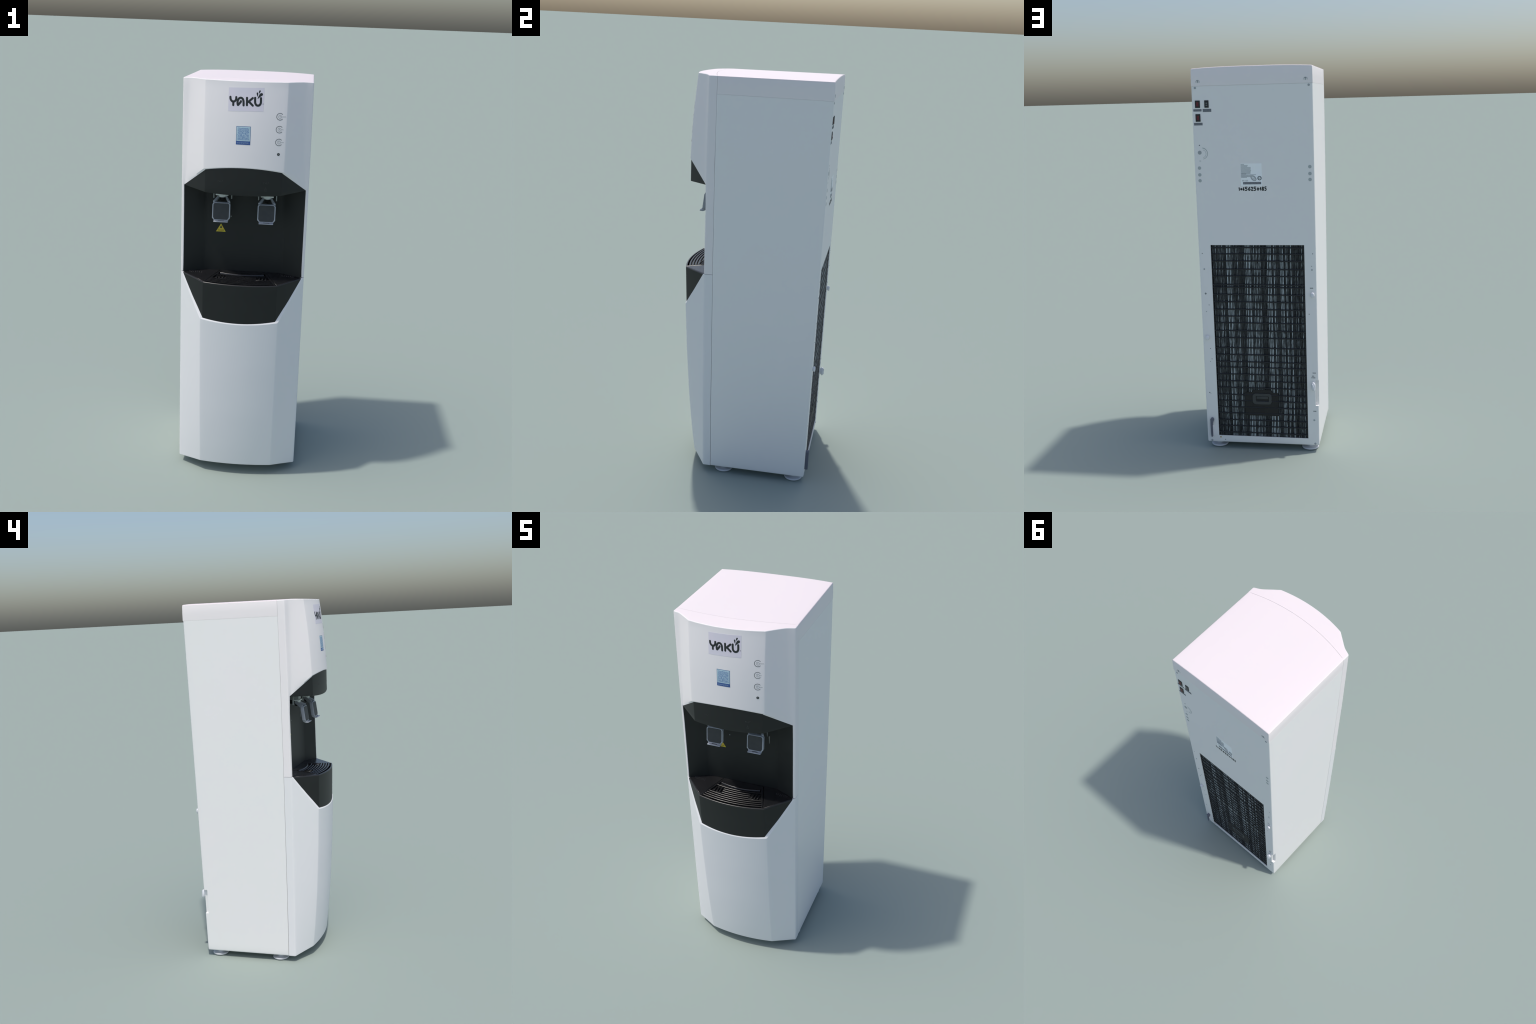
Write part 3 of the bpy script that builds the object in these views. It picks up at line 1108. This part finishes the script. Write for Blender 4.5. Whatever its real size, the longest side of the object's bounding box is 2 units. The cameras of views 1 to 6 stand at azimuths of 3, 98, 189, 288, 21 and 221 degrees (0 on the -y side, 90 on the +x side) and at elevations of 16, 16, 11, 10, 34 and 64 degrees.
switch(0.2605, 0.2855, 1.8030, 1.8390, True)
switch(0.2165, 0.2380, 1.8030, 1.8390, False)
switch(0.2610, 0.2855, 1.7355, 1.7730, True)
for x0, x1, z0, z1 in ((0.2535, 0.2955, 1.7855, 1.7970), (0.2045, 0.2480, 1.7825, 1.7975), (0.2515, 0.2955, 1.7175, 1.7305)):
    lb = patch("switch_label", x0, x1, z0, z1, on_back, LABELGREY, cabinet, 0.0004, 2, 2)
    it = []
    k = 0
    x = x0 + 0.004
    while x < x1 - 0.004:
        it.append(([(x, z0 + 0.003), (x + 0.0006, z1 - 0.003)], 0.0008)); x += 0.0042; k += 1
    strokes("label_lettering", it, on_back, STAMP, lb, 0.0003, sub=1, lift=0.0004)["kind"] = "stuff"

# thermostat dial with its printed arcs
disc("dial_pinhole", 0.2730, 1.6190, 0.0030, on_back, STAMP, cabinet, 0.0004, 14)
dial = disc("thermostat_dial", 0.2730, 1.5830, 0.0098, on_back, SCREW, cabinet, 0.0010)
strokes("dial_arc", [(arc_pts(0.2610, 1.5780, 0.0278, 100, 258, 22), [0.0022 - 0.0010 * i / 22 for i in range(23)])], on_back, PLUG, cabinet, 0.0004, sub=1)
strokes("dial_arc", [(arc_pts(0.2610, 1.5770, 0.0200, 105, 255, 18), 0.0009)], on_back, PLUG, cabinet, 0.0004, sub=1)
strokes("printed_square", [([(0.269, 1.5375), (0.275, 1.5375), (0.275, 1.5440), (0.269, 1.5440), (0.269, 1.5375)], 0.0007)], on_back, PLUG, cabinet, 0.0003, sub=1)
for z in (1.506, 1.472, 1.4425):
    disc("plug", 0.2780, z, 0.0086, on_back, PLUG, cabinet, 0.0007)
    disc("plug", -0.2795, z, 0.0086, on_back, PLUG, cabinet, 0.0007)

# rating label with print lines, two stamps, a bar and a handwritten number
lab = patch("rating_label", -0.0385, 0.0685, 1.4140, 1.5255, on_back, PAPER, cabinet, 0.0004, 4, 4)
lines = []
rnd = random.Random(11)
for k in range(10):
    z = 1.5215 - 0.0050 * k
    end = 0.050 if k == 0 else 0.031 if k < 3 else 0.017
    lines.append(([(0.066, z), (end + rnd.uniform(-0.002, 0.004), z)], 0.0014))
for z, end in ((1.4735, 0.041), (1.4690, -0.008), (1.4645, 0.010), (1.4605, 0.015), (1.4565, 0.038)):
    lines.append(([(0.066, z), (end, z)], 0.0013))
for k in range(5):
    lines.append(([(0.060 - 0.0065 * k, 1.4375), (0.0605 - 0.0065 * k, 1.4430)], 0.0011))
strokes("label_print", lines, on_back, PRINT, lab, 0.0003, sub=1, lift=0.0004)["kind"] = "stuff"


def tilted_ring(cx, cz, rx, rz, tilt, n=26):
    c, s = math.cos(tilt), math.sin(tilt)
    out = []
    for i in range(n + 1):
        a = 2 * math.pi * i / n
        x, z = rx * math.cos(a), rz * math.sin(a)
        out.append((cx + c * x - s * z, cz + s * x + c * z))
    return out


strokes("oval_stamp", [(tilted_ring(0.0040, 1.4520, 0.0155, 0.0098, 0.75), 0.0013), (tilted_ring(0.0040, 1.4520, 0.0105, 0.0062, 0.75), 0.0010),
                       ([(0.008, 1.455), (0.005, 1.450), (0.003, 1.454), (0.000, 1.449)], 0.0010)], on_back, STAMP, lab, 0.0003, sub=1, lift=0.0004)
strokes("round_stamp", [(arc_pts(-0.0265, 1.4520, 0.0088, 0, 360, 24), 0.0022),
                        ([(-0.0225, 1.448), (-0.0225, 1.456), (-0.0300, 1.448), (-0.0300, 1.456)], 0.0014)], on_back, STAMP, lab, 0.0003, sub=1, lift=0.0004)
patch("label_bar", -0.0340, 0.0580, 1.4215, 1.4335, on_back, LABELGREY, lab, 0.0007, 4, 2)


def digit_strokes(ch, x, z, w, h):
    """Marker-pen digits; x runs to the reader's right (towards -x on the back)."""
    seg = {
        "1": [[(0.35, 0.8), (0.6, 1.0), (0.6, 0.0)]],
        "2": [[(0.05, 0.8), (0.4, 1.0), (0.85, 0.8), (0.6, 0.45), (0.1, 0.02), (0.95, 0.0)]],
        "4": [[(0.6, 1.0), (0.1, 0.45), (0.95, 0.42)], [(0.72, 0.7), (0.72, 0.0)]],
        "5": [[(0.9, 1.0), (0.2, 0.98), (0.15, 0.58), (0.6, 0.62), (0.9, 0.32), (0.55, 0.02), (0.08, 0.05)]],
        "6": [[(0.8, 1.0), (0.35, 0.75), (0.12, 0.35), (0.4, 0.02), (0.85, 0.18), (0.75, 0.48), (0.25, 0.42)]],
        "8": [[(0.5, 0.52), (0.12, 0.78), (0.5, 1.0), (0.88, 0.78), (0.5, 0.52), (0.08, 0.22), (0.5, 0.0), (0.92, 0.22), (0.5, 0.52)]],
        "0": [[(0.5, 0.85), (0.1, 0.42), (0.5, 0.02), (0.9, 0.42), (0.5, 0.85)]],
    }[ch]
    return [[(x - a * w, z + b * h) for a, b in s] for s in seg]


num = "10656250485"
wid = [0.0095, 0.0110, 0.0110, 0.0155, 0.0150, 0.0120, 0.0155, 0.0150, 0.0095, 0.0135, 0.0120]
hgt = [0.0135, 0.0100, 0.0140, 0.0165, 0.0165, 0.0170, 0.0170, 0.0145, 0.0140, 0.0170, 0.0180]
x = 0.0830
for ch, w, h in zip(num, wid, hgt):
    it = [(s, 0.0026) for s in digit_strokes(ch, x - 0.0015, 1.3905 + (0.017 - h) * 0.4, w - 0.0042, h)]
    strokes("marker_digit", it, on_back, INK, cabinet, 0.0004, sub=4)
    x -= w * 1.04

# screws, pinholes and plugs down both edges of the back
for x, z, r, mt in ((0.282, 1.900, 0.0058, SCREW), (-0.282, 1.900, 0.0058, SCREW), (0.278, 0.043, 0.0058, SCREW), (-0.280, 0.044, 0.0058, SCREW),
                    (0.278, 0.986, 0.0042, SCREW), (-0.280, 0.985, 0.0040, SCREW), (0.277, 0.759, 0.0030, PLUG), (-0.277, 0.176, 0.0052, PLUG)):
    s_ = disc("screw", x, z, r, on_back, mt, cabinet, 0.0012, 18, dome=0.0012)
for x, z, r in ((0.285, 1.068, 0.0024), (-0.285, 1.068, 0.0024), (0.2615, 0.795, 0.0022), (0.265, 0.558, 0.0022), (0.259, 0.501, 0.0022),
                (0.268, 0.487, 0.0018), (0.280, 0.313, 0.0030), (0.274, 0.308, 0.0015), (-0.261, 0.753, 0.0024), (0.205, 0.049, 0.0026), (0.277, 0.856, 0.0048),
                (-0.279, 1.004, 0.0020)):
    disc("pinhole", x, z, r, on_back, PIN, cabinet, 0.0004, 14)
disc("pinhole_core", 0.277, 0.856, 0.0020, on_back, PLUG, cabinet, 0.0008, 12)
disc("brass_screw", 0.230, 0.0625, 0.0040, on_back, BRASS, cabinet, 0.0014, 14)
for s in (1, -1):
    arch = strokes("lid_clip", [(arc_pts(s * 0.267, 1.9270, 0.0105, -10, 190, 14), 0.0009)], lambda x, z, h=0.0: (x, 0.3538 + h, z), PLUG, lid, 0.0006, sub=1)
    f = lambda x, z, h=0.0: (x, 0.3538 + h, z)
    disc("clip_screw", s * 0.267, 1.9280, 0.0048, f, PLUG, arch, 0.0008, 16)
    strokes("clip_slot", [([(s * 0.267 - 0.003, 1.9330), (s * 0.267 + 0.003, 1.9340)], 0.0016)], f, PIN, arch, 0.0009, sub=1)
# small printed words
for x, z, n in ((-0.277, 0.890, 4), (-0.282, 0.437, 4), (-0.2755, 0.420, 3), (-0.277, 0.411, 5), (-0.281, 0.226, 4)):
    it = []
    for k in range(n):
        xx = x + 0.0042 * (n / 2 - k)
        it.append(([(xx, z - 0.0025), (xx - 0.0006, z + 0.0025)], 0.0008))
        it.append((arc_pts(xx - 0.0018, z - 0.0006, 0.0013, 0, 300, 6), 0.0005))
    strokes("printed_word", it, on_back, STAMP, cabinet, 0.0003, sub=1)["kind"] = "stuff"


def knob(x, z, rx, rz, depth, name="drain_knob"):
    """Soft oval knob standing out of the back."""
    n, v, f = 24, [], []
    prof = [(0.72, -0.001), (0.70, 0.25), (0.95, 0.40), (1.0, 0.62), (0.90, 0.86), (0.60, 0.98), (0.15, 1.0)]
    for s, d in prof:
        for i in range(n):
            a = 2 * math.pi * i / n
            v.append((x + rx * s * math.cos(a), back_y(z) + max(d, 0) * depth - (0.001 if d < 0 else 0), z + rz * s * math.sin(a)))
    for j in range(len(prof) - 1):
        for i in range(n):
            k = (i + 1) % n
            f.append((j * n + i, j * n + k, (j + 1) * n + k, (j + 1) * n + i))
    f.append(tuple((len(prof) - 1) * n + i for i in range(n)))
    return recalc(obj_from(name, v, f, KNOB, cabinet, 60))


knob(-0.281, 0.855, 0.0105, 0.0150, 0.0145)
kb = knob(-0.277, 0.366, 0.0118, 0.0250, 0.0200)
strokes("knob_ridge", [([(-0.272, 0.380), (-0.277, 0.366), (-0.2815, 0.349)], [0.003, 0.0045, 0.003])], lambda x, z, h=0.0: (x, back_y(z) + 0.0185 + h, z), KNOB, kb, 0.004)
knob(0.277, 0.620, 0.0115, 0.0135, 0.0140, "bump_stop")
# keyhole-shaped cable clip low on the right of the cabinet, with a pale slit beside it
kh = [(0.2720 + 0.0092 * math.cos(a), 0.1625 + 0.0108 * math.sin(a)) for a in [math.radians(d) for d in range(-20, 221, 20)]]
kh = kh + [(0.2700, 0.140), (0.2710, 0.070), (0.2735, 0.065), (0.2780, 0.067), (0.2800, 0.080), (0.2808, 0.130)]
prism("cable_clip", kh, lambda a, b, d: on_back(a, b, d), -0.002, 0.0165, STRAP, cabinet, 0.0022)
strokes("clip_edge", [([(0.2690, 0.130), (0.2690, 0.072)], 0.0016)], on_back, KNOB, cabinet, 0.010, sub=1)


# ------------------------------------------------------------ condenser grille
grille = bpy.data.objects.new("condenser_grille", None)
COL.objects.link(grille)
grille.parent = root
x0, x1, z0, z1 = HOLE
DEEP = 0.0170
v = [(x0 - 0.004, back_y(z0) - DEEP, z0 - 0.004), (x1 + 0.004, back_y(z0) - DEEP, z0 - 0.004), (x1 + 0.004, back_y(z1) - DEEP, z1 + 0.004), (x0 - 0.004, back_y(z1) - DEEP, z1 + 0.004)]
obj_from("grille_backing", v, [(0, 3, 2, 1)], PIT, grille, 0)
# frame lining of the opening
for a, b in (((x0 + 0.0002, x0 + 0.0045), (z0, z1)), ((x1 - 0.0030, x1 - 0.0002), (z0, z1))):
    pts = [(a[0], b[0] + 0.0003), (a[1], b[0] + 0.0003), (a[1], b[1] - 0.0003), (a[0], b[1] - 0.0003)]
    prism("grille_frame", pts, lambda p, q, d: on_back(p, q, d), -DEEP + 0.0005, -0.0030, TUBE, grille)


def fin_mesh(mat):
    """A thin upright fin, one metre long in local z, unit width in x."""
    v, f = [], []
    for z in (0.0, 1.0):
        for a, b in ((-0.5, 0.0), (-0.5, 0.0018), (-0.22, 0.0026), (0.22, 0.0026), (0.5, 0.0018), (0.5, 0.0)):
            v.append((a, b, z))
    f = [(i, i + 1, i + 7, i + 6) for i in range(5)]
    me = bpy.data.meshes.new("condenser_fin")
    me.from_pydata(v, [], f)
    me.materials.append(mat)
    me.update()
    return me


FM, FM2 = fin_mesh(FIN), fin_mesh(BACKFIN)
slope = math.atan2(back_y(z1) - back_y(z0), z1 - z0)
rnd = random.Random(21)
pitch = 0.0079
count = int((x1 - x0 - 0.012) / pitch)
for i in range(count + 1):
    for layer in (0, 1):
        o = bpy.data.objects.new("condenser_fin", FM2 if layer else FM)
        COL.objects.link(o)
        o.parent = grille
        xx = x0 + 0.008 + pitch * i + (0.5 * pitch if layer else 0) + rnd.uniform(-0.0012, 0.0012)
        if xx > x1 - 0.006:
            xx = x1 - 0.006
        w = rnd.uniform(0.0026, 0.0048) if layer == 0 else rnd.uniform(0.0018, 0.0034)
        dep = 0.0078 if layer == 0 else 0.0125
        o.location = (xx, back_y(z0) - dep, z0 + 0.001)
        o.rotation_euler = (-slope, 0, 0)
        o.scale = (w, 1, (z1 - z0 - 0.002) / math.cos(slope))
ROWS = [1.098, 1.065, 1.028, 0.985, 0.949, 0.904, 0.890, 0.851, 0.812, 0.772, 0.735, 0.699, 0.657, 0.618, 0.564, 0.526, 0.487,
        0.456, 0.418, 0.380, 0.343, 0.304, 0.270, 0.234, 0.200, 0.162, 0.128, 0.091]
nseg, nrad = 24, 8
tv, tf = [], []
for i in range(nseg + 1):
    x = x0 + 0.0005 + (x1 - x0 - 0.001) * i / nseg
    for k in range(nrad):
        a = 2 * math.pi * k / nrad
        tv.append((x, 0.0028 * math.cos(a), 0.0037 * math.sin(a) + 0.0010 * math.sin(9 * x + 1.0)))
for i in range(nseg):
    for k in range(nrad):
        tf.append((i * nrad + k, i * nrad + (k + 1) % nrad, (i + 1) * nrad + (k + 1) % nrad, (i + 1) * nrad + k))
first = recalc(obj_from("condenser_tube", tv, tf, TUBE, grille, 60))
for k, z in enumerate(ROWS):
    o = first if k == 0 else first.copy()
    if k:
        COL.objects.link(o)
        o.parent = grille
    o.location = (0, back_y(z) - 0.0040, z)
# dark patch behind the handle, and the handle itself
prism("dark_patch", [(-0.088, 0.190), (0.091, 0.190), (0.091, 0.318), (0.052, 0.322), (0.045, 0.334), (-0.052, 0.334), (-0.058, 0.320), (-0.088, 0.318)],
      lambda a, b, d: on_back(a, b, d), -0.0100, -0.0034, DARKPATCH, grille)


def handle():
    def rr(w, h, r, cx, cz, n=6):
        out = []
        for sx, sz, a0 in ((1, 1, 0), (-1, 1, 90), (-1, -1, 180), (1, -1, 270)):
            for i in range(n + 1):
                a = math.radians(a0 + 90 * i / n)
                out.append((cx + sx * (w - r) + r * math.cos(a), cz + sz * (h - r) + r * math.sin(a)))
        return out
    outer = rr(0.0510, 0.0300, 0.0170, -0.002, 0.2845)
    inner = rr(0.0345, 0.0150, 0.0030, -0.003, 0.2850)
    n = len(outer)
    v = [on_back(a, b, -0.004) for a, b in outer] + [on_back(a, b, 0.0005) for a, b in outer] + \
        [on_back(a, b, 0.0005) for a, b in inner] + [on_back(a, b, -0.0075) for a, b in inner]
    f = []
    for lv in range(3):
        for i in range(n):
            k = (i + 1) % n
            f.append((lv * n + i, lv * n + k, (lv + 1) * n + k, (lv + 1) * n + i))
    o = recalc(obj_from("recessed_handle", v, f, HANDLE, grille, 0))
    bevel(o, 0.0008, 1)
    box("handle_grip", (-0.034, back_y(0.285) - 0.0085, 0.2845), (0.029, back_y(0.285) - 0.0015, 0.2985), HANDLE, o, 0.001)


handle()


# ------------------------------------------------------------------------ feet
for x in (-0.2475, 0.2475):
    for y in (-0.0905, 0.2725):
        lathe("foot", [(0.034, 0.0), (0.043, 0.0012), (0.0455, 0.005), (0.0450, 0.0085), (0.0415, 0.0105), (0.030, 0.0085), (0.0165, 0.012), (0.0160, 0.0400)],
              (x, y, 0.0), "z", FOOTM, root, 36, 50)
